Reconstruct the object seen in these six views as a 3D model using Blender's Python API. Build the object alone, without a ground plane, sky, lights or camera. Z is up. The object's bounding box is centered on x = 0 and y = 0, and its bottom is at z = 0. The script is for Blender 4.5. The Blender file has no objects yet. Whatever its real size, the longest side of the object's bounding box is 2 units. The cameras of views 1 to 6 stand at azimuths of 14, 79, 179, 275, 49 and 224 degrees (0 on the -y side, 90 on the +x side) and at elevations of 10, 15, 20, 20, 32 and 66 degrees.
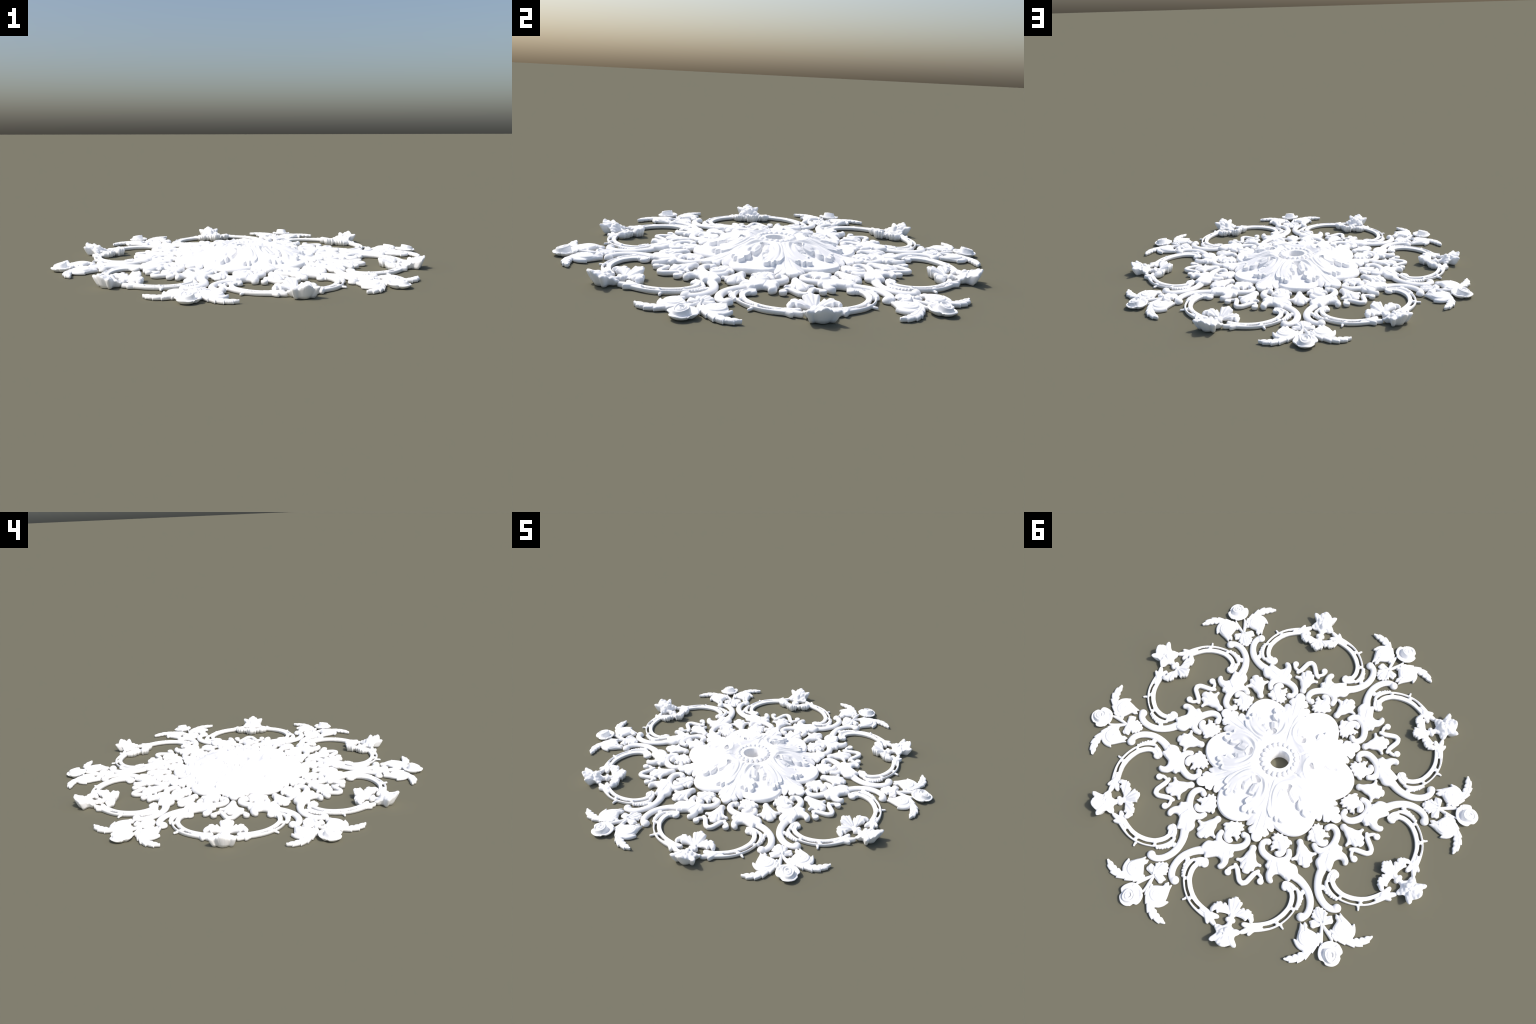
"""Moulded plaster ceiling rosette: a domed acanthus flower with a beaded hub,
ringed by six C-scroll cartouches with lilies and six rose bouquets."""
import bmesh
import bpy
import math
import numpy as np

# ------------------------------------------------------------------ materials
def plaster_material(name, tint=(0.95, 0.95, 0.95), rough=0.55, grain=0.02):
    m = bpy.data.materials.new(name)
    m.use_nodes = True
    nt = m.node_tree
    bsdf = nt.nodes["Principled BSDF"]
    tc = nt.nodes.new("ShaderNodeTexCoord")
    no = nt.nodes.new("ShaderNodeTexNoise")
    no.inputs["Scale"].default_value = 18.0
    no.inputs["Detail"].default_value = 4.0
    ramp = nt.nodes.new("ShaderNodeValToRGB")
    ramp.color_ramp.elements[0].position = 0.3
    ramp.color_ramp.elements[1].position = 0.7
    ramp.color_ramp.elements[0].color = tuple(c * (1 - grain) for c in tint) + (1,)
    ramp.color_ramp.elements[1].color = tuple(tint) + (1,)
    nt.links.new(tc.outputs["Object"], no.inputs["Vector"])
    nt.links.new(no.outputs["Fac"], ramp.inputs["Fac"])
    nt.links.new(ramp.outputs["Color"], bsdf.inputs["Base Color"])
    bsdf.inputs["Roughness"].default_value = rough
    bsdf.inputs["Specular IOR Level"].default_value = 0.3
    return m


PLASTER = plaster_material("white_plaster")

# ------------------------------------------------------------ curve utilities
def spline(pts, n=14, closed=False):
    """Catmull-Rom through the control points (any number of columns)."""
    p = np.array(pts, float)
    if closed:
        p = np.vstack([p[-1], p, p[0], p[1]])
    else:
        p = np.vstack([2 * p[0] - p[1], p, 2 * p[-1] - p[-2]])
    out = []
    t = np.linspace(0, 1, n, endpoint=False)[:, None]
    for i in range(1, len(p) - 2):
        a, b, c, d = p[i - 1], p[i], p[i + 1], p[i + 2]
        out.append(0.5 * (2 * b + (c - a) * t + (2 * a - 5 * b + 4 * c - d) * t * t
                          + (3 * b - a - 3 * c + d) * t ** 3))
    out = np.vstack(out)
    if not closed:
        out = np.vstack([out, p[-2]])
    return out


def mirror_half(half):
    """Half outline that starts and ends on the axis -> closed symmetric outline."""
    h = [tuple(q) for q in half]
    return h + [(x, -y) for x, y in reversed(h) if abs(y) > 1e-9]


def sstep(a, b, x):
    t = np.clip((x - a) / (b - a), 0, 1)
    return t * t * (3 - 2 * t)


def smin(a, b, k):
    h = np.clip(0.5 + 0.5 * (b - a) / k, 0, 1)
    return b + (a - b) * h - k * h * (1 - h)


def smax(a, b, k):
    return -smin(-a, -b, k)


def dome(q):
    """1 on the crest, 0 at |q| = 1."""
    return np.sqrt(np.clip(1 - q * q, 0, 1))


class Stroke:
    """Distance of grid points to a spline of (x, y, radius)."""

    def __init__(self, X, Y, pts, n=10):
        c = spline(pts, n) if len(pts) > 1 else np.array([pts[0], pts[0]], float)
        shape = X.shape
        P = np.stack([X.ravel(), Y.ravel()], 1)
        best = np.full(len(P), 1e9)
        rad = np.zeros(len(P))
        par = np.zeros(len(P))
        lat = np.zeros(len(P))
        dist = np.full(len(P), 1e9)
        L = np.r_[0, np.cumsum(np.hypot(*np.diff(c[:, :2], axis=0).T))]
        L = L / max(L[-1], 1e-9)
        for i in range(len(c) - 1):
            a, b = c[i, :2], c[i + 1, :2]
            d = b - a
            q = P - a
            t = np.clip((q @ d) / max(d @ d, 1e-12), 0, 1)
            r = c[i, 2] + (c[i + 1, 2] - c[i, 2]) * t
            e = q - t[:, None] * d
            dd = np.hypot(e[:, 0], e[:, 1])
            s = dd - r
            m = s < best
            best[m] = s[m]
            dist[m] = dd[m]
            rad[m] = r[m]
            par[m] = (L[i] + (L[i + 1] - L[i]) * t)[m]
            lat[m] = ((d[0] * q[:, 1] - d[1] * q[:, 0]) / max(math.hypot(*d), 1e-9))[m]
        self.sdf = best.reshape(shape)
        self.rad = rad.reshape(shape)
        self.t = par.reshape(shape)
        self.q = (dist / np.maximum(rad, 1e-9)).reshape(shape)
        self.s = (lat / np.maximum(rad, 1e-9)).reshape(shape)


def outline_sdf(X, Y, pts, n=6):
    """Signed distance to a closed spline outline (negative inside)."""
    c = spline(pts, n, closed=True)
    P = np.stack([X.ravel(), Y.ravel()], 1)
    d2 = np.full(len(P), 1e9)
    inside = np.zeros(len(P), bool)
    for a, b in zip(c, np.roll(c, -1, axis=0)):
        d = b - a
        q = P - a
        t = np.clip((q @ d) / max(d @ d, 1e-14), 0, 1)
        e = q - t[:, None] * d
        d2 = np.minimum(d2, (e * e).sum(1))
        cross = (a[1] > P[:, 1]) != (b[1] > P[:, 1])
        if abs(d[1]) > 1e-12:
            inside ^= cross & (P[:, 0] < a[0] + d[0] * (P[:, 1] - a[1]) / d[1])
    s = np.sqrt(d2)
    return np.where(inside, -s, s).reshape(X.shape)


# ------------------------------------------------------- relief -> solid mesh
def relief_mesh(name, box, step, field, inset=0.0, mirror=False, rings=None, foot=None, hem=True):
    """field(X, Y) -> (signed distance, top height).  Builds a closed solid: the
    relief on top, a wall drawn in by inset * height towards the foot, a flat back."""
    x0, x1, y0, y1 = box
    nx, ny = int(round((x1 - x0) / step)) + 1, int(round((y1 - y0) / step)) + 1
    X, Y = np.meshgrid(np.linspace(x0, x1, nx), np.linspace(y0, y1, ny), indexing="ij")
    S, Z = field(X, Y)
    S = np.where(np.abs(S) < 0.06 * step, -0.06 * step, S)
    S[0, :] = S[-1, :] = np.maximum(S[0, :], 0.01 * step).max()
    S[:, 0] = S[:, -1] = step
    B = S
    for _ in range(40 if inset > .1 else 0):     # the foot follows a softened outline
        P = np.pad(B, 1, mode="edge")
        B = (P[:-2, 1:-1] + P[2:, 1:-1] + P[1:-1, :-2] + P[1:-1, 2:] + 2 * B) / 6
    gx, gy = np.gradient(B, (x1 - x0) / (nx - 1), (y1 - y0) / (ny - 1))
    s, z = S.ravel(), Z.ravel()
    px, py, gx, gy = X.ravel(), Y.ravel(), gx.ravel(), gy.ravel()
    idx = np.arange(nx * ny).reshape(nx, ny)
    a, b, c, d = idx[:-1, :-1], idx[1:, :-1], idx[1:, 1:], idx[:-1, 1:]
    par = ((np.arange(nx - 1)[:, None] + np.arange(ny - 1)[None, :]) % 2 == 0)
    t1 = np.where(par[..., None], np.stack([a, b, c], -1), np.stack([a, b, d], -1)).reshape(-1, 3)
    t2 = np.where(par[..., None], np.stack([a, c, d], -1), np.stack([b, c, d], -1)).reshape(-1, 3)
    T = np.vstack([t1, t2])
    ins = s < 0
    k = ins[T].sum(1)
    full = T[k == 3]
    count = nx * ny

    part = T[(k == 1) | (k == 2)]
    pk = k[(k == 1) | (k == 2)]
    # rotate so that the odd one out comes first
    pin = ins[part]
    odd = np.where(pk[:, None] == 1, pin, ~pin)
    first = odd.argmax(1)
    r = np.arange(len(part))
    v0, v1, v2 = part[r, first], part[r, (first + 1) % 3], part[r, (first + 2) % 3]
    big = nx * ny
    e01 = np.minimum(v0, v1).astype(np.int64) * big + np.maximum(v0, v1)
    e02 = np.minimum(v0, v2).astype(np.int64) * big + np.maximum(v0, v2)
    ue, inv = np.unique(np.concatenate([e01, e02]), return_inverse=True)
    ea, eb = ue // big, ue % big
    w = s[ea] / (s[ea] - s[eb])
    cut = np.stack([px[ea] + (px[eb] - px[ea]) * w, py[ea] + (py[eb] - py[ea]) * w,
                    z[ea] + (z[eb] - z[ea]) * w], 1)
    # height on the rim: take the inner sample where it is better defined
    cg = np.stack([gx[ea] + (gx[eb] - gx[ea]) * w, gy[ea] + (gy[eb] - gy[ea]) * w], 1)
    n01, n02 = inv[:len(part)] + count, inv[len(part):] + count
    one = pk == 1
    tri1 = np.stack([v0, n01, n02], 1)[one]
    tri2a = np.stack([n01, v1, v2], 1)[~one]
    tri2b = np.stack([n01, v2, n02], 1)[~one]
    top = np.vstack([full, tri1, tri2a, tri2b])
    # rim edges, directed as in their top triangle
    rim = np.vstack([np.stack([n01, n02], 1)[one], np.stack([n02, n01], 1)[~one]])
    V = np.vstack([np.stack([px, py, z], 1), cut])
    G = np.vstack([np.stack([gx, gy], 1), cg])
    used, inv2 = np.unique(top, return_inverse=True)
    top = inv2.reshape(-1, 3)
    remap = np.full(len(V), -1)
    remap[used] = np.arange(len(used))
    rim = remap[rim]
    V, G = V[used], G[used]
    V[:, 2] = np.maximum(V[:, 2], 0.002)
    n = len(V)
    rv = np.unique(rim)
    gl = np.maximum(np.hypot(G[:, 0], G[:, 1]), 1e-9)[:, None]
    nrm = G / gl

    # wall rings from rim to foot: (share of height, push outwards in metres)
    levels = list(rings or [(0.0, -inset)]) + ([(0.0, None)] if hem else [])
    strips, ids = [], [np.arange(n)]
    for lv, (fz, push) in enumerate(levels):
        R = V[rv].copy() if push is not None else strips[-1].copy()
        if push is None:                          # turned-under hem, so the foot edge is rounded in shading
            R[:, :2] -= nrm[rv] * .005
        elif foot:                                  # flared part: the foot is a shrunken outline
            R[:, :2] = foot(R[:, :2], 1 - fz)
        elif rings:
            R[:, :2] += nrm[rv] * push
        else:
            R[:, :2] += nrm[rv] * (push * V[rv, 2])[:, None]
        R[:, 2] *= fz
        strips.append(R)
        m_ = np.full(n, -1)
        m_[rv] = n + lv * len(rv) + np.arange(len(rv))
        ids.append(m_)
    i, j = rim[:, 0], rim[:, 1]
    wall = np.vstack([np.stack([a_[j], a_[i], b_[i], b_[j]], 1) for a_, b_ in zip(ids[:-1], ids[1:])])
    body = np.vstack([V] + strips)
    # flat back: whole coarse cells that lie inside the foot
    q = 3
    sb = (S + (.024 if foot else inset * np.maximum(Z, 0)))[::q, ::q]
    bi = np.arange(sb.size).reshape(sb.shape)
    quad = np.stack([bi[:-1, :-1], bi[:-1, 1:], bi[1:, 1:], bi[1:, :-1]], -1).reshape(-1, 4)
    quad = quad[(sb.ravel()[quad] < 0).all(1)]
    bu, bq = np.unique(quad, return_inverse=True)
    bx, by = X[::q, ::q].ravel()[bu], Y[::q, ::q].ravel()[bu]
    back = np.stack([bx, by, np.full(len(bu), .0004)], 1)
    wall = np.vstack([wall, bq.reshape(-1, 4) + len(body)])
    allv = np.vstack([body, back])
    tris = top
    if mirror:
        allv[:, 1] *= -1
        tris = tris[:, ::-1]
        wall = wall[:, ::-1]
    me = bpy.data.meshes.new(name)
    nv, ntr, nq = len(allv), len(tris), len(wall)
    me.vertices.add(nv)
    me.vertices.foreach_set("co", allv.ravel())
    me.loops.add(ntr * 3 + nq * 4)
    me.loops.foreach_set("vertex_index", np.concatenate([tris.ravel(), wall.ravel()]).astype(np.int32))
    me.polygons.add(ntr + nq)
    starts = np.concatenate([np.arange(ntr) * 3, ntr * 3 + np.arange(nq) * 4]).astype(np.int32)
    me.polygons.foreach_set("loop_start", starts)
    me.update(calc_edges=True)
    me.validate()
    me.polygons.foreach_set("use_smooth", np.ones(len(me.polygons), bool))
    me.set_sharp_from_angle(angle=math.radians(115))
    me.materials.append(PLASTER)
    return me


# ----------------------------------------------------------------- scene tree
def empty(name, parent=None):
    o = bpy.data.objects.new(name, None)
    bpy.context.scene.collection.objects.link(o)
    o.parent = parent
    o.empty_display_size = 0.1
    return o


ROSETTE = empty("ceiling_rosette")
ROSETTE["label"] = "white moulded plaster ceiling rosette with scrolls, lilies and roses"
ROSETTE["category"] = "ceiling rosette"


def place(mesh, name, angle, parent, shift=0.0):
    o = bpy.data.objects.new(name, mesh)
    bpy.context.scene.collection.objects.link(o)
    o.parent = parent
    a = math.radians(angle)
    o.rotation_euler = (0, 0, a)
    o.location = (shift * math.cos(a), shift * math.sin(a), 0)
    return o


def ring_of(mesh, name, parent, start=0.0, shift=0.0, kids=None):
    return [place(mesh, name, start + 60 * k, parent, shift) for k in range(6)]


def both_hands(name, box, step, field, inset, parent_list, start=0.0):
    """A part and its mirror image, six times round the rosette."""
    for mir in (False, True):
        me = relief_mesh(name, box, step, field, inset, mir)
        for k in range(6):
            place(me, name, start + 60 * k, parent_list[k] if isinstance(parent_list, list) else parent_list)


def pillow(S, edge, top, width):
    """Rounded-over slab: edge height at the outline, top height width further in."""
    u = np.clip(-S / width, 0, 1)
    return edge + (top - edge) * np.sqrt(np.clip(1 - (1 - u) ** 2, 0, 1))


def bar(st, edge, top):
    return edge + (top - edge) * dome(st.q)


def bumps(Z, X, Y, strokes, lift):
    """Raise rounded ridges on a surface; each stroke is a list of (x, y, r)."""
    for p in strokes:
        st = Stroke(X, Y, p, 6)
        Z = Z + lift * np.clip(1 - st.q ** 2, 0, 1) ** 1.0 * (st.sdf < 0)
    return Z


def grooves(Z, X, Y, strokes, depth):
    for p in strokes:
        st = Stroke(X, Y, p, 6)
        Z = Z - depth * np.exp(-(st.q * 1.4) ** 2) * sstep(1.6, 0.6, st.q)
    return Z


def union(items, k=.004):
    """items: (sdf, height) pairs -> merged relief; surfaces flow into each other."""
    S, Z = items[0][0], items[0][1] - 3.0 * np.maximum(items[0][0], 0)
    for s, z in items[1:]:
        S = smin(S, s, .004)
        Z = smax(Z, z - 3.0 * np.maximum(s, 0), k)
    near = np.stack([s for s, z in items]).argmin(0)
    edge = np.take_along_axis(np.stack([z for s, z in items]), near[None], 0)[0]
    return S, np.where(S < -.0005, np.maximum(Z, .004), np.minimum(np.maximum(Z, .004), edge + .002))


# =============================================================== C-scroll side
# ---- scroll branch: round stem with a ball, acanthus knuckle, crescent horns
def scroll_branch(X, Y):
    stem = Stroke(X, Y, [(.498, .195, .021), (.5187, .221, .021), (.532, .2525, .019), (.549, .279, .0178),
                         (.572, .303, .0172), (.5975, .319, .0170), (.625, .3285, .0166), (.652, .331, .0162),
                         (.675, .3262, .0158), (.6915, .315, .0158), (.6955, .304, .0165)])
    ball = Stroke(X, Y, [(.6955, .3035, .0205)])
    horn = Stroke(X, Y, [(.413, .168, .0125), (.4365, .172, .0148), (.461, .1595, .017), (.4755, .125, .018),
                         (.4705, .088, .0172), (.4545, .0545, .0165), (.434, .0385, .0155), (.413, .0365, .0145),
                         (.3985, .046, .0135), (.3955, .060, .0135)])
    tip = Stroke(X, Y, [(.3955, .0605, .0145)])
    body = outline_sdf(X, Y, [(.461, .179), (.4665, .192), (.4694, .2131), (.4814, .2273), (.4995, .235), (.515, .236),
                              (.5369, .2134), (.5494, .2095), (.5540, .2005), (.5455, .1787), (.538, .1634),
                              (.5345, .15), (.5417, .133), (.5563, .1268), (.5733, .1354), (.5845, .13),
                              (.5862, .117), (.575, .1025), (.5494, .0925), (.5261, .0935), (.5184, .0831),
                              (.5087, .0772), (.4985, .082), (.485, .085), (.472, .12)])
    zb = pillow(body, .011, .0235, .014)
    zb = bumps(zb, X, Y, [[(.470, .15, .012), (.482, .19, .017), (.500, .222, .018), (.508, .232, .012)],
                          [(.478, .135, .012), (.505, .165, .014), (.530, .192, .014), (.548, .203, .009)],
                          [(.485, .13, .01), (.515, .148, .012), (.530, .165, .009), (.538, .178, .006)],
                          [(.475, .115, .013), (.512, .112, .015), (.548, .108, .014), (.572, .114, .012), (.577, .128, .010)],
                          [(.480, .10, .012), (.508, .088, .012)]], .003)
    zb = grooves(zb, X, Y, [[(.486, .15, .003), (.505, .185, .0035), (.516, .222, .004)],
                            [(.488, .125, .003), (.515, .138, .0035), (.534, .147, .003)],
                            [(.488, .101, .003), (.510, .099, .003), (.530, .098, .003)]], .0022)
    return union([(stem.sdf, bar(stem, .006, .019 + .004 * sstep(.25, 0, stem.t))), (ball.sdf, bar(ball, .006, .025)),
                  (horn.sdf, bar(horn, .011, .024)), (tip.sdf, bar(tip, .010, .027)), (body, zb)])


# ---- shell frame: pierced C-shaped band with a volute, a frill and leaf tips
FRAME = [(.5715, .197), (.574, .218), (.591, .238), (.6155, .249), (.6425, .252), (.67, .2495), (.6945, .2405),
         (.7215, .2255), (.749, .2035), (.772, .176), (.790, .142), (.803, .108)]


def shell_frame(X, Y):
    hw = .0205
    band = Stroke(X, Y, [(x, y, .0170 if i < 2 else hw) for i, (x, y) in enumerate(FRAME)])
    vol = Stroke(X, Y, [(.5725, .2015, .0170), (.580, .1945, .0170), (.585, .196, .0155)])
    s = band.s                                  # -1 outer ... 1 inner as drawn
    out = -s
    z = .0185 * dome(np.clip(np.abs(s) * .93, 0, 1)) ** .35
    z = z - .0015 * sstep(-.05, .25, out) * sstep(.95, .6, out)      # lower lattice trough
    z = z - .0022 * np.exp(-((out + .28) / .10) ** 2) - .0015 * np.exp(-((out + .62) / .10) ** 2)
    z = z + .002 * np.exp(-((out + .05) / .12) ** 2)
    S = band.sdf
    frill = Stroke(X, Y, [(.577, .250, .008), (.591, .2635, .0095), (.613, .2715, .0090), (.640, .2745, .0085), (.666, .2725, .005)])
    knobs = [(.579, .279, .0085), (.5865, .2835, .0075), (.6, .2795, .0085), (.6125, .2835, .0085), (.627, .2815, .008),
             (.640, .2835, .0065), (.652, .280, .006), (.6645, .277, .006)]
    items = [(S, z), (vol.sdf, bar(vol, .008, .019)), (frill.sdf, bar(frill, .007, .0165))]
    for kx, ky, kr in knobs:
        k = Stroke(X, Y, [(kx, ky, kr)])
        items.append((k.sdf, bar(k, .006, .0145)))
    root = Stroke(X, Y, [(.5885, .276, .008), (.582, .287, .007)])
    items.append((root.sdf, bar(root, .006, .013)))
    thorn = Stroke(X, Y, [(.753, .2235, .007), (.7625, .231, .0055), (.7685, .2385, .0045)])
    items.append((thorn.sdf, bar(thorn, .005, .010)))
    for tip, r0 in (((.8005, .0565), .014), ((.841, .0585), .013), ((.8405, .0965), .011)):
        ax, ay = .802, .112
        mx, my = (ax + tip[0]) / 2, (ay + tip[1]) / 2
        leaf = Stroke(X, Y, [(ax, ay, r0 + .003), (mx, my, r0), (mx * .3 + tip[0] * .7, my * .3 + tip[1] * .7, r0 * .75),
                             (tip[0], tip[1], .0038)])
        items.append((leaf.sdf, .008 + .0125 * dome(leaf.q) ** .8 - .0025 * np.exp(-(leaf.s / .25) ** 2) * (leaf.t > .3)))
    for i in range(3):                           # beads on the volute cap
        k = Stroke(X, Y, [(.590 + .0035 * i, .204 + .006 * i, .0045)])
        items.append((k.sdf, bar(k, .008, .0185)))
    S, Z = union(items)
    for slot in ([(.5900, .2468), (.61, .2562), (.635, .2610), (.6585, .2600)], [(.683, .2535), (.715, .2385), (.7435, .218)],
                 [(.763, .1985), (.777, .1785), (.7875, .1565)]):
        sl = Stroke(X, Y, [(x, y - .0008, .0064) for x, y in slot])
        S = np.maximum(S, -sl.sdf)
        Z = Z - .004 * sstep(.005, 0, sl.sdf)
    eye = Stroke(X, Y, [(.586, .195, .006)])
    Z = Z - .004 * np.exp(-(eye.q * 1.2) ** 2) + .0035 * np.exp(-(eye.q / .45) ** 2)
    return S, Z


# ---- palmette: fingered leaf whose stalk curls inside the crescent
def palmette(X, Y):
    S = outline_sdf(X, Y, [(.3695, .0675), (.3615, .0765), (.349, .0725), (.3475, .085), (.3390, .0905), (.3440, .102), (.3400, .1125), (.3480, .122),
                           (.3465, .139), (.3570, .149), (.3620, .164), (.3755, .1720), (.3815, .162), (.3910, .1630), (.404, .1545), (.421, .1545),
                           (.4385, .1490), (.451, .1365), (.4545, .124), (.4525, .112), (.4435, .1035), (.4345, .1040), (.4285, .111), (.4245, .1165), (.4185, .1120),
                           (.4200, .1015), (.4300, .0930), (.4350, .0830), (.4245, .0820), (.4140, .0755), (.405, .0830), (.394, .0765), (.384, .0820), (.3775, .0725)], 6)
    Z = pillow(S, .011, .0215, .011)
    c = (.392, .124)
    for tip, r in (((.430, .086), .007), ((.412, .082), .006), ((.372, .074), .009), ((.352, .080), .008), ((.344, .094), .009),
                   ((.346, .113), .009), ((.353, .138), .010), ((.373, .163), .010), ((.389, .159), .006)):
        m = ((c[0] + tip[0]) / 2, (c[1] + tip[1]) / 2)
        st = Stroke(X, Y, [(c[0], c[1], .012), (m[0], m[1], r + .003), (tip[0], tip[1], r * .7)], 5)
        Z = Z + (.0022 - .002 * st.t) * np.clip(1 - st.q ** 2, 0, 1) * sstep(.1, .5, st.t)
    Z = bumps(Z, X, Y, [[(.388, .122, .012), (.408, .136, .0155), (.428, .138, .0145), (.442, .127, .0125), (.443, .114, .010)]], .0045)
    Z = grooves(Z, X, Y, [[(.350, .119, .002), (.375, .132, .0022), (.396, .1475, .0022)], [(.380, .100, .002), (.397, .110, .0022), (.413, .1165, .0022)],], .0035)
    return S, Z


# ---- tendril: V-shaped double volute on the cartouche axis
def tendril(X, Y):
    Yf = np.abs(Y)
    arm = Stroke(X, Yf, [(.6215, -.012, .0115), (.6215, .0, .0118), (.612, .0165, .0118), (.587, .0297, .0118), (.5635, .0415, .0112), (.5465, .056, .0085)])
    branch = Stroke(X, Yf, [(.555, .050, .008), (.5615, .0655, .0078), (.5725, .0775, .0085), (.588, .081, .010)])
    ball = Stroke(X, Yf, [(.5905, .079, .0158)])
    flat = lambda st, e, t: e + (t - e) * dome(st.q) ** .7
    S, Z = union([(arm.sdf, flat(arm, .010, .0195 - .004 * sstep(.75, 1, arm.t))), (branch.sdf, flat(branch, .009, .0165)),
                  (ball.sdf, flat(ball, .013, .0205))])
    eye = Stroke(X, Yf, [(.591, .079, .006)])
    Z = Z - .003 * np.exp(-(eye.q * 1.1) ** 2)
    return S, Z


# ---- bellflower: knob, bell and curled lips, pointing outwards
def bellflower(X, Y):
    out = outline_sdf(X, Y, mirror_half([(.402, 0), (.412, .012), (.427, .0165), (.444, .0255), (.458, .0300), (.468, .0365), (.4735, .0465), (.4750, .0575),
                                         (.4820, .0625), (.4890, .0580), (.4890, .0470), (.4950, .0370), (.505, .0350), (.5150, .0335), (.5195, .0260), (.5225, .0190),
                                         (.5310, .0170), (.5365, .0085), (.5375, 0)]), 8)
    Yf = np.abs(Y)
    Z = pillow(out, .007, .0155, .012) + .0105 * np.exp(-(Y / .025) ** 2) * sstep(.54, .49, X)
    Z = bumps(Z, X, Yf, [[(.462, .026, .010), (.475, .042, .011), (.483, .054, .009)], [(.500, .024, .008), (.512, .029, .008)],
                         [(.500, 0, .016), (.525, 0, .014)]], .002)
    Z = grooves(Z, X, Yf, [[(.470, .020, .0025), (.487, .030, .003), (.497, .0375, .004)],
                           [(.490, .012, .0025), (.508, .0175, .003), (.520, .021, .0035)]], .0022)
    knob = Stroke(X, Y, [(.410, 0, .0168), (.420, 0, .0145)])
    return union([(out, Z), (knob.sdf, bar(knob, .007, .0245))])


# ---- acanthus spray behind the lily, three curled lobes
def acanthus_spray(X, Y):
    half = [(.6950, 0), (.6965, .0085), (.7025, .0120), (.7045, .0190), (.7115, .0220), (.7130, .0320), (.7210, .0345), (.7320, .0300), (.7405, .0285), (.7385, .0340), (.7325, .0400), (.7345, .0485),
            (.7420, .0525), (.7350, .0580), (.7325, .0675), (.7370, .0745), (.7380, .0825), (.7465, .0850), (.7475, .0930), (.7570, .0965), (.7650, .1005), (.7740, .1035), (.7850, .1000), (.7885, .0885),
            (.7810, .0830), (.7755, .0750), (.7830, .0715), (.7875, .0650), (.7810, .0530), (.7775, .0180), (.800, .010), (.815, 0)]
    S = outline_sdf(X, Y, mirror_half(half), 6)
    Yf = np.abs(Y)
    R = np.hypot(X - .785, Yf)
    A = np.degrees(np.arctan2(Yf, .785 - X))
    top = .017 + .027 * sstep(.0, .085, R) * (1 - .42 * sstep(15, 75, A)) - .006 * sstep(.088, .105, R)
    top = top - .008 * np.exp(-((A - 36) / 7) ** 2) * sstep(.01, .04, R)          # valley between the lobes
    top = top + .0014 * np.cos(np.radians(A * 18)) * sstep(.015, .05, R)
    top = top - .006 * np.exp(-((X - .777) / .012) ** 2 - (Y / .02) ** 2)
    Z = top - .006 * np.clip(1 + S / .007, 0, 1) ** 2
    return S, Z


# ---- lily: five flaring petals on a knotted neck
LILY_TIPS = ((.8435, .058, .025), (.9115, .0595, .052), (.9285, 0, .043))


def lily(X, Y):
    half = [(.818, 0), (.822, .011), (.832, .026), (.8315, .044), (.8345, .0560), (.8415, .0610), (.8490, .0600), (.8570, .0540), (.8680, .0440), (.880, .0455), (.892, .0545), (.9030, .0618), (.9125, .0625), (.9165, .0565),
            (.9165, .047), (.9115, .0355), (.9200, .0245), (.9265, .0125), (.9290, 0)]
    S = outline_sdf(X, Y, mirror_half(half), 6)
    Yf = np.abs(Y)
    # the throat rises steeply from the neck, the petals flare out flat from it
    knots = ((.820, 0, .020), (.830, .016, .021), (.832, .028, .018), (.833, .045, .020), (.8425, .057, .025), (.868, .041, .036), (.889, .048, .046),
             (.908, .059, .0495), (.909, .033, .049), (.927, .006, .0635), (.919, .020, .056), (.852, 0, .045), (.872, 0, .049),
             (.858, .018, .044), (.880, .022, .049), (.845, .030, .033), (.900, 0, .054))
    num, den = 0, 0
    for kx, ky, kz in knots:
        wgt = 1 / (((X - kx) ** 2 + (Yf - ky) ** 2) + 5e-5) ** 2
        num, den = num + wgt * kz, den + wgt
    top = num / den
    for tx, ty, tz in LILY_TIPS:
        st = Stroke(X, Yf, [(.868, .008 if ty else 0, .006), ((.868 + tx) / 2, ty / 2, .010), (tx, ty, .007)])
        top = top + .0018 * np.clip(1 - (st.q) ** 2, 0, 1)
    for nx_, ny_ in ((.868, .0400), (.909, .033)):
        st = Stroke(X, Yf, [(.872, .012, .003), (nx_, ny_, .006)])
        top = top - .0038 * np.exp(-(st.q * 1.2) ** 2)
    Z = top - .005 * np.clip(1 + S / .006, 0, 1) ** 2
    pist = Stroke(X, Y, [(.853, 0, .0130)])
    neck = Stroke(X, Y, [(.776, 0, .013), (.806, 0, .0115), (.828, 0, .014)])
    knot = Stroke(X, Y, [(.7985, -.012, .0115), (.797, 0, .012), (.7985, .012, .0115)])
    return union([(S, Z), (pist.sdf, bar(pist, .041, .0530)), (neck.sdf, bar(neck, .005, .021)), (knot.sdf, bar(knot, .008, .0245))], .002)


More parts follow.
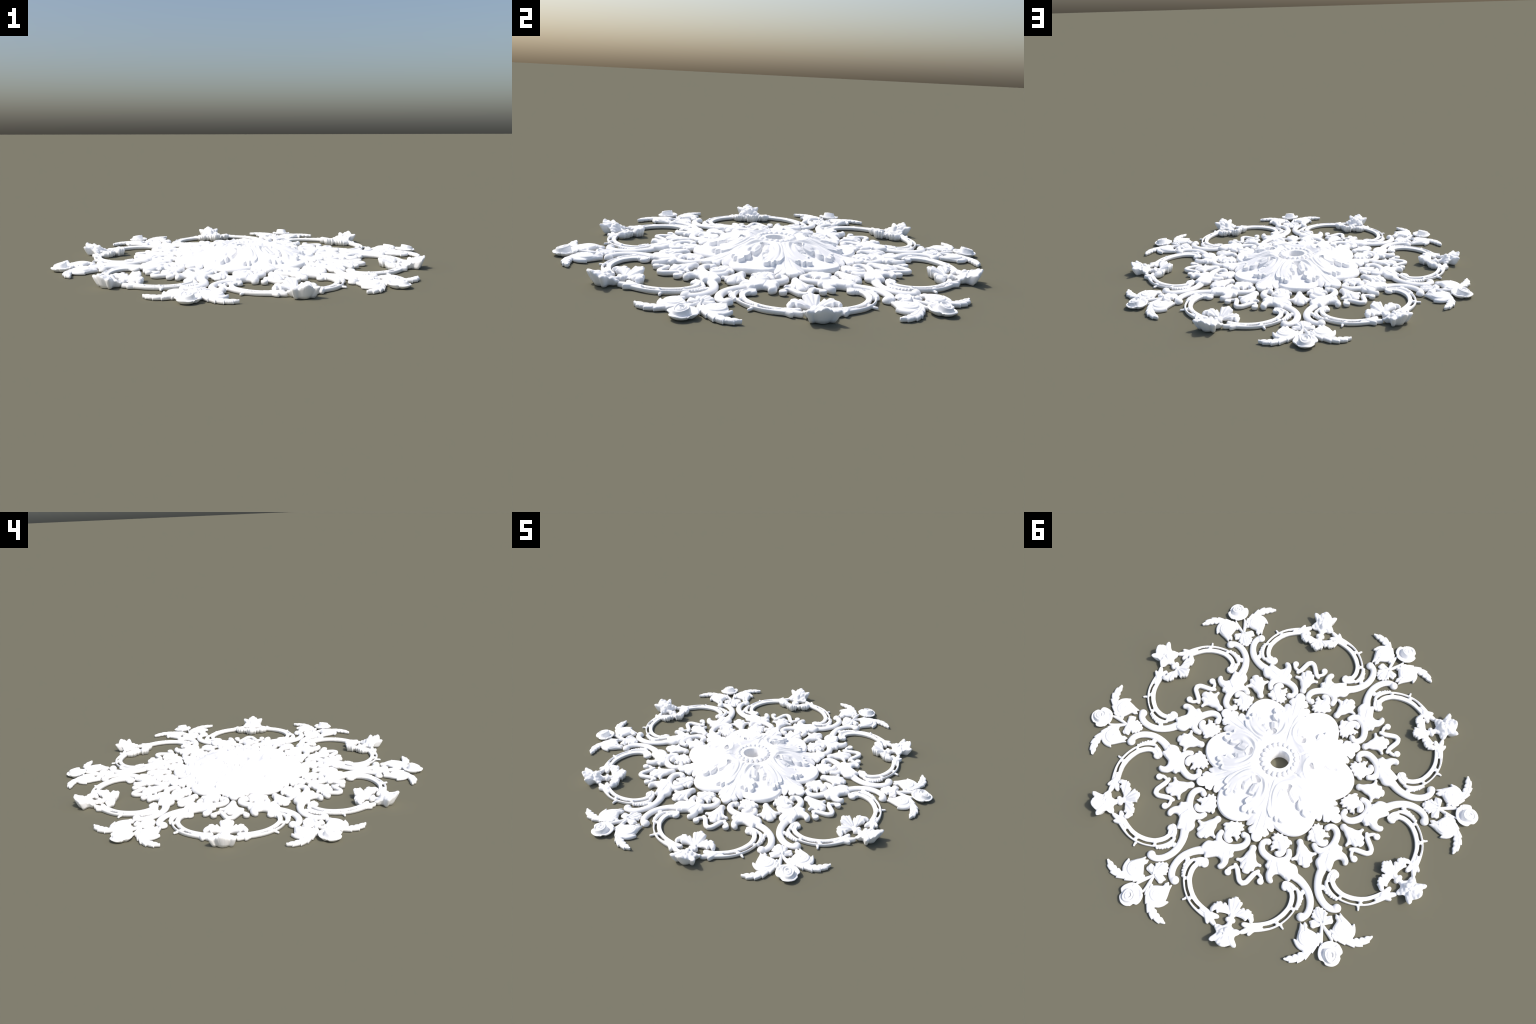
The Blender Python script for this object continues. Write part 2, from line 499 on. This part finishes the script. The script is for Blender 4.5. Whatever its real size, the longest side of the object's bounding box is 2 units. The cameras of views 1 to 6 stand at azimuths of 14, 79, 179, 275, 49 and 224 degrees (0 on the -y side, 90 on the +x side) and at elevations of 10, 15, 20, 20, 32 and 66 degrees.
# =============================================================== bouquet side
def ivy_leaf(X, Y):
    half = [(.7265, 0), (.7275, .008), (.7345, .0125), (.7365, .022), (.746, .0235), (.7500, .0315), (.760, .0335), (.7660, .0395), (.7775, .029), (.7795, .043), (.7825, .054),
            (.797, .0525), (.807, .0535), (.8165, .0455), (.8155, .030), (.8145, .013), (.808, 0)]
    S = outline_sdf(X, Y, mirror_half(half), 6)
    Yf = np.abs(Y)
    Z = pillow(S, .006, .0135, .009)
    Z = bumps(Z, X, Yf, [[(.805, .004, .007), (.775, .004, .012), (.745, .004, .011)], [(.804, .008, .006), (.782, .02, .010), (.762, .031, .009)],
                         [(.804, .01, .006), (.802, .028, .011), (.795, .046, .010)]], .005)
    Z = grooves(Z, X, Yf, [[(.805, .003, .002), (.775, .013, .003), (.752, .020, .003)], [(.806, .008, .002), (.793, .022, .003), (.782, .033, .003)],
                           [(.805, 0, .002), (.765, 0, .0025), (.735, 0, .0025)]], .003)
    return S, Z


def rosebud(X, Y):
    """Half-open bloom seen from above, tucked into a forked calyx."""
    S = outline_sdf(X, Y, [(.7775, .0935), (.789, .087), (.780, .0745), (.7835, .0705), (.797, .0655), (.811, .068), (.830, .048), (.8467, .0345), (.868, .033), (.8857, .0385),
                           (.897, .062), (.903, .085), (.905, .111), (.889, .1245), (.866, .130), (.8435, .128), (.8213, .1170), (.800, .1045)], 6)
    cx, cy = .8495, .082
    r = np.hypot(X - cx, Y - cy)
    a = np.arctan2(Y - cy, X - cx)
    Z = pillow(S, .009, .0185, .013) + .008 * np.clip(1 - (r / .05) ** 2, 0, 1)
    ph = r / .0135 - a / (2 * math.pi)
    spiral = np.abs((ph % 1) - .5) * 2
    Z = Z - .0010 * sstep(.55, .95, spiral) * sstep(.046, .036, r) - .0035 * np.exp(-((r - .042) / .003) ** 2) * sstep(-.6, .3, np.cos(a - .6))
    Z = Z - .003 * np.exp(-((X - cx - .004) / .004) ** 2 - ((Y - cy) / .007) ** 2)
    Z = grooves(Z, X, Y, [[(.782, .083, .002), (.80, .083, .003), (.818, .086, .003)]], .004)
    sepal = Stroke(X, Y, [(.8445, .1405, .004), (.852, .1365, .0075), (.868, .1315, .0095), (.886, .1225, .009), (.900, .108, .006)])
    stem = Stroke(X, Y, [(.846, .030, .0065), (.858, .038, .008), (.872, .043, .008)])
    return union([(S, Z), (sepal.sdf, bar(sepal, .006, .016)), (stem.sdf, bar(stem, .008, .020))])


def stalk(X, Y):
    st = Stroke(X, Y, [(.811, .003, .005), (.828, .0075, .0070), (.846, .014, .0088), (.862, .0205, .0100), (.878, .0235, .0085), (.897, .0240, .004)])
    fork = Stroke(X, Y, [(.846, .016, .006), (.852, .026, .0065), (.850, .034, .005)])
    return union([(st.sdf, bar(st, .005, .0155)), (fork.sdf, bar(fork, .006, .017))])


def serrated_leaf(X, Y):
    spine = [(.872, .034), (.890, .052), (.908, .085), (.9215, .115), (.9275, .140), (.9255, .170), (.9165, .203)]
    st = Stroke(X, Y, [(x, y, .02) for x, y in spine], 12)
    t, s = st.t, st.s
    half = np.interp(t, [0, .15, .4, .6, .75, .9, 1], [.010, .0125, .0165, .0192, .0170, .0128, .0055])
    saw_o = (t * 5.2 + .25 + .10 * np.sin(9 * t)) % 1
    saw_i = (t * 6.0 + .05 + .12 * np.sin(7 * t + 1)) % 1
    lateral = s * .02
    width = np.where(lateral < 0, half * (.76 + .42 * saw_o), half * (.74 + .44 * np.sin(math.pi * np.clip(saw_i * .75 + .1, 0, 1))))
    ends = np.maximum(0, (np.hypot(X - spine[-1][0], Y - spine[-1][1])))
    S = np.where(st.q * .02 - np.abs(lateral) > 1e-4, st.q * .02 - width * .8, np.abs(lateral) - width)
    S = S * .8
    u = np.clip(np.abs(lateral) / width, 0, 1)
    saw = np.where(lateral < 0, saw_o, saw_i)
    Z = .0105 + .006 * dome(u) + .003 * (1 - t) - .0026 * np.exp(-(lateral / .0022) ** 2) - .0025 * u * sstep(.75, .98, saw) \
        - .0025 * u * sstep(.2, 0, saw)
    return S, Z


def rose(X, Y):
    """Open rose: broad saucer petals round a wound heart that sits off-centre."""
    S = outline_sdf(X, Y, [(.8893, 0), (.8915, .021), (.9005, .0305), (.9045, .0400), (.918, .0500), (.938, .0560), (.9550, .0540), (.9640, .0405), (.978, .0375),
                           (.994, .022), (1.0003, 0), (.996, -.018), (.985, -.0335), (.9690, -.0385), (.9585, -.0535), (.938, -.0555), (.915, -.0475), (.899, -.034), (.8915, -.017)], 6)
    cx, cy = .9455, .0
    r = np.hypot(X - cx, Y - cy)
    a = np.arctan2(Y - cy, X - cx)
    back = .5 - .5 * np.cos(a)
    Z = .0125 + (.0045 + .0075 * back) * sstep(.034, .050, r) + .0015 * np.cos(5 * a + .4) * sstep(.035, .05, r)
    Z = Z - .0030 * np.clip(1 + S / .004, 0, 1) ** 2
    # overlapping petal edges: a step along each seam
    for q0, q1 in ((.93, .75), (2.45, 2.15), (-.93, -1.15), (-2.3, -2.6)):
        pa = (cx + .030 * math.cos(q0), cy + .030 * math.sin(q0))
        pb = (cx + .060 * math.cos(q1), cy + .060 * math.sin(q1))
        st = Stroke(X, Y, [(pa[0], pa[1], .009), (pb[0], pb[1], .012)], 4)
        Z = Z - .0035 * np.clip(1 - st.q, 0, 1) * (st.s > 0)
    hx, hy = .9535, -.001

    # wound heart: a cup tilted outwards, its lip unrolling in a slow spiral
    dx, dy = X - hx, Y - hy
    rr, qq = np.hypot(dx, dy), np.arctan2(dy, dx)
    tilt = .0372 - .24 * dx
    lip = .0262 + .0016 * np.cos(3 * qq + 1.0) + .0012 * np.cos(2 * qq)
    wall = .0135 + (tilt - .0135) * sstep(.0110, .0008, rr - lip)
    wall = wall - .0035 * np.exp(-((qq - 1.1 - (rr - lip) * 40) / .13) ** 2) * sstep(0, .003, rr - lip) \
                - .0035 * np.exp(-((qq + 2.0 + (rr - lip) * 30) / .13) ** 2) * sstep(0, .003, rr - lip)
    inner = .0160 + .0012 * np.cos(2 * qq + .5)
    open_ = .55 + .45 * np.sin(qq * .5 + .9) ** 2           # first turn is deep on one side only
    well = tilt - .0130 * open_ * sstep(.0005, -.0022, rr - lip + .0020)
    well = np.maximum(well, tilt + .0012 - 1.0 * np.clip(rr - inner, 0, 1))
    well = well - .0120 * sstep(.0002, -.0030, rr - inner + .0028) * sstep(-.9, .6, np.cos(qq - 2.2))
    heart = np.hypot((dx + .001) / .0075, (dy - .001) / .0062)
    well = np.maximum(well, np.where(heart < 1, tilt - .007 + .005 * dome(heart), 0))
    Z = np.where(rr < lip, np.maximum(well, .02), np.where(rr < lip + .014, np.maximum(Z, wall), Z))
    return S, Z


# ============================================================== central flower
# half outline of the raised hood and leaf flap; the lobes and notches of its frill
FLAP = [(.085, -.02), (.140, -.004), (.1425, .005), (.146, .0155), (.155, .0200), (.164, .0125), (.170, .0030), (.182, .0020), (.196, .0040), (.213, .0095), (.2255, .0165),
        (.222, .029), (.2185, .039), (.232, .0315), (.2527, .028), (.2665, .0325), (.2695, .045), (.285, .0405), (.299, .046),
        (.307, .058), (.299, .072), (.2840, .0755), (.2915, .0835), (.2885, .0935), (.269, .0935), (.2715, .107), (.262, .118), (.245, .124), (.20, .15), (.10, .10)]
FOLDS = (((.2185, .039), (.165, .050)), ((.2695, .045), (.195, .062)), ((.284, .0755), (.205, .078)), ((.269, .0935), (.205, .090)))


def petal(X, Y):
    """Broad round petal (axis +x) carrying two frilled leaf flaps under a hood."""
    r = np.hypot(X, Y)
    aa = np.abs(np.degrees(np.arctan2(Y, X)))
    Yf = np.abs(Y)
    edge_r = .3755 - .052 * (np.clip(aa, 0, 30) / 17.5) ** 1.9
    S = np.maximum(r - edge_r, (aa - 31) * .006)
    S = np.maximum(S, .098 - r)
    # the petal floor, arched across and rolled over at its rim
    floor = np.interp(r, [.10, .14, .17, .19, .21, .235, .26, .30, .335, .355, .375], [.068, .066, .064, .060, .0515, .0410, .0345, .0300, .0290, .0295, .0320])
    floor = floor - .004 * np.clip(Yf / .10, 0, 1.2) ** 2 * sstep(.18, .30, r)
    floor = floor - .0020 * np.clip(1 - (edge_r - r) / .005, 0, 1) ** 2
    # two folded leaf flaps lie on it: lobed edges facing the middle
    flap_s = outline_sdf(X, Yf, FLAP, 6)
    body = np.interp(r, [.098, .115, .130, .145, .16, .19, .22, .25, .28, .31], [.0775, .0885, .0950, .0965, .0930, .0835, .0735, .0625, .0515, .0445])
    hood = np.hypot((X - .235) / .112, Yf / .086)          # hood arch round the hollow
    flap = body - .0085 * np.exp(-((hood - .86) / .075) ** 2) * sstep(.118, .14, r) * sstep(.225, .165, r)
    flap = flap - .0050 * np.exp(-((hood - 1.13) / .05) ** 2) * sstep(.125, .15, r) * sstep(.28, .20, r)
    flap = flap + .0025 * np.exp(-((hood - 1.01) / .05) ** 2) * sstep(.25, .17, r)
    flap = flap - .003 * sstep(.75, .35, hood) * sstep(.28, .20, r)
    for notch, head in FOLDS:                              # folds run from each notch up to the hood
        st = Stroke(X, Yf, [(head[0], head[1], .003), ((notch[0] + head[0]) / 2, (notch[1] + head[1]) / 2 + .004, .005), (notch[0], notch[1], .007)])
        flap = flap - .0022 * np.exp(-(st.q * 1.3) ** 2) * sstep(.35, 1, st.t)
    flap = flap + .0022 * np.exp(-((flap_s + .004) / .005) ** 2)
    ch = Stroke(X, Yf, [(.150, .021, .004), (.168, .031, .0065), (.196, .0385, .0065), (.226, .046, .004)])
    flap = flap - .0030 * np.exp(-(ch.q * 1.0) ** 2)
    flap = flap - .0095 * sstep(-.020, .0, flap_s) * sstep(.265, .205, r) * sstep(.165, .18, r)
    side = sstep(26, 31, aa)
    flap = flap * (1 - side) + (body - .010) * side
    Z = floor + (np.maximum(flap, floor + .003) - floor) * sstep(.0015, -.0030, flap_s)
    # eye-shaped hollow under the hood
    eye = np.hypot((X - .155) / .016, Y / .0190)
    Z = np.where((eye < 1.25) & (flap_s > -.004), np.minimum(Z, .060 + .010 * eye ** 2), Z)
    return S, Z


def acanthus_rib(X, Y):
    """Slender ribbed leaf between two petals, ending in a lobed tip."""
    half = [(.098, 0), (.099, .012), (.115, .014), (.16, .0135), (.20, .0165), (.24, .025), (.265, .036), (.282, .052), (.296, .0665), (.312, .0730), (.322, .0715), (.3270, .0670),
            (.335, .0690), (.3440, .0640), (.3465, .0550), (.3425, .0440), (.3345, .0340), (.344, .0390), (.352, .0490), (.3620, .0520), (.370, .0480), (.3725, .0440),
            (.378, .0430), (.3825, .0365), (.3825, .0265), (.389, .0270), (.3985, .0245), (.409, .0195), (.4155, .0105), (.418, 0)]
    S = outline_sdf(X, Y, mirror_half(half), 5)
    Yf = np.abs(Y)
    spine = np.interp(X, [.098, .115, .16, .20, .24, .28, .32, .36, .40, .42], [.0778, .0850, .0815, .0745, .0610, .0450, .0345, .0310, .0330, .0320])
    Z = spine - .004 * (Yf / .03) ** 2 * sstep(.2, .3, X) - .05 * np.clip(Yf - .045, 0, 1)
    Z = Z - .0035 * np.exp(-((Yf - .0065 - .012 * sstep(.15, .40, X)) / .0028) ** 2) * sstep(.115, .14, X) * sstep(.38, .33, X)
    Z = Z - .0040 * np.clip(1 + S / .006, 0, 1) ** 2
    Z = bumps(Z, X, Yf, [[(.290, .035, .008), (.312, .052, .013), (.325, .058, .011)], [(.320, .022, .008), (.350, .034, .012), (.363, .039, .010)],
                         [(.350, 0, .010), (.385, 0, .016), (.40, 0, .013)]], .0012)
    return S, Z


def hub(X, Y):
    r = np.hypot(X, Y)
    S = np.maximum(r - .113, .0485 - r)
    Z = np.interp(r, [.0485, .050, .066, .069, .077, .090, .096, .104, .113], [.0835, .0858, .0862, .0850, .0770, .0760, .0752, .0752, .073])
    return S, Z


# ==================================================================== assembly
def part_mesh(name, box, step, field, inset=0.0, **kw):
    return relief_mesh(name, box, step, field, inset, **kw)


def flared(cx, cy, k, x_free=-9.0):
    """Foot outline shrunk about a centre by the factor k (a neck below x_free stays)."""
    def move(P, depth):
        w = ((1 - k) * depth ** 1.25 * sstep(x_free, x_free + .03, P[:, 0]))[:, None]
        return P - (P - np.array([cx, cy])) * w
    return move


WALL = [(.8, -.02), (.55, -.2), (.28, -.6), (0.0, -1.0)]
ROLL = [(.80, .0030), (.52, .0062), (.26, .0040), (0.0, -.008)]


flower = empty("central_flower", ROSETTE)
place(part_mesh("hub", (-.118, .118, -.118, .118), .002, hub, hem=False), "hub", 0, flower)
ring_of(part_mesh("petal", (.09, .39, -.21, .21), .0018, petal, rings=ROLL), "petal", flower, 30)
ring_of(part_mesh("acanthus_rib", (.09, .424, -.08, .08), .0018, acanthus_rib, .45), "acanthus_rib", flower, 0)

bm = bmesh.new()
bmesh.ops.create_uvsphere(bm, u_segments=24, v_segments=14, radius=.0124)
bead_mesh = bpy.data.meshes.new("bead")
bm.to_mesh(bead_mesh)
bm.free()
bead_mesh.polygons.foreach_set("use_smooth", np.ones(len(bead_mesh.polygons), bool))
bead_mesh.materials.append(PLASTER)
for k in range(20):
    q = 2 * math.pi * (k + .5) / 20
    o = bpy.data.objects.new("bead", bead_mesh)
    bpy.context.scene.collection.objects.link(o)
    o.parent = flower
    o.location = (.0810 * math.cos(q), .0810 * math.sin(q), .0825)
    o.rotation_euler = (0, .30, q)
    o.scale = (1.15, 1.0, 1.0)

cartouches = [empty("scroll_cartouche", ROSETTE) for k in range(6)]
bouquets = [empty("rose_bouquet", ROSETTE) for k in range(6)]
FINE = .0015
both_hands("scroll_branch", (.372, .728, .01, .36), FINE, scroll_branch, .05, cartouches)
both_hands("shell_frame", (.545, .855, .045, .305), .0013, shell_frame, .0, cartouches)
both_hands("palmette", (.325, .466, .055, .182), .0013, palmette, .08, cartouches)
both_hands("rosebud", (.768, .918, .02, .152), .0013, rosebud, .05, bouquets, 30)
both_hands("leaf", (.858, .96, .018, .22), .0012, serrated_leaf, .0, bouquets, 30)
both_hands("stalk", (.80, .905, -.01, .045), .0013, stalk, .0, bouquets, 30)
LILY_FOOT, ROSE_FOOT = flared(.850, 0, .73, .815), flared(.9475, 0, .70)
for name, box, step, field, inset, group, start, shift in (
        ("tendril", (.53, .642, -.102, .102), .0013, tendril, .05, cartouches, 0, 0),
        ("bellflower", (.385, .546, -.07, .07), .0013, bellflower, .08, cartouches, 0, .036),
        ("acanthus_spray", (.688, .822, -.108, .108), .0013, acanthus_spray, .25, cartouches, 0, 0),
        ("lily", (.755, .936, -.068, .068), .0013, lily, .36, cartouches, 0, 0),
        ("bellflower", (.385, .546, -.07, .07), .0013, bellflower, .08, bouquets, 30, 0),
        ("ivy_leaf", (.718, .824, -.062, .062), .0013, ivy_leaf, .0, bouquets, 30, 0),
        ("rose", (.88, 1.01, -.064, .064), .0012, rose, .55, bouquets, 30, 0)):
    me = part_mesh(name, box, step, field, inset, foot={"lily": LILY_FOOT, "rose": ROSE_FOOT}.get(name),
                   rings=WALL if name in ("lily", "rose") else None)
    for k in range(6):
        place(me, name, start + 60 * k, group[k], shift)
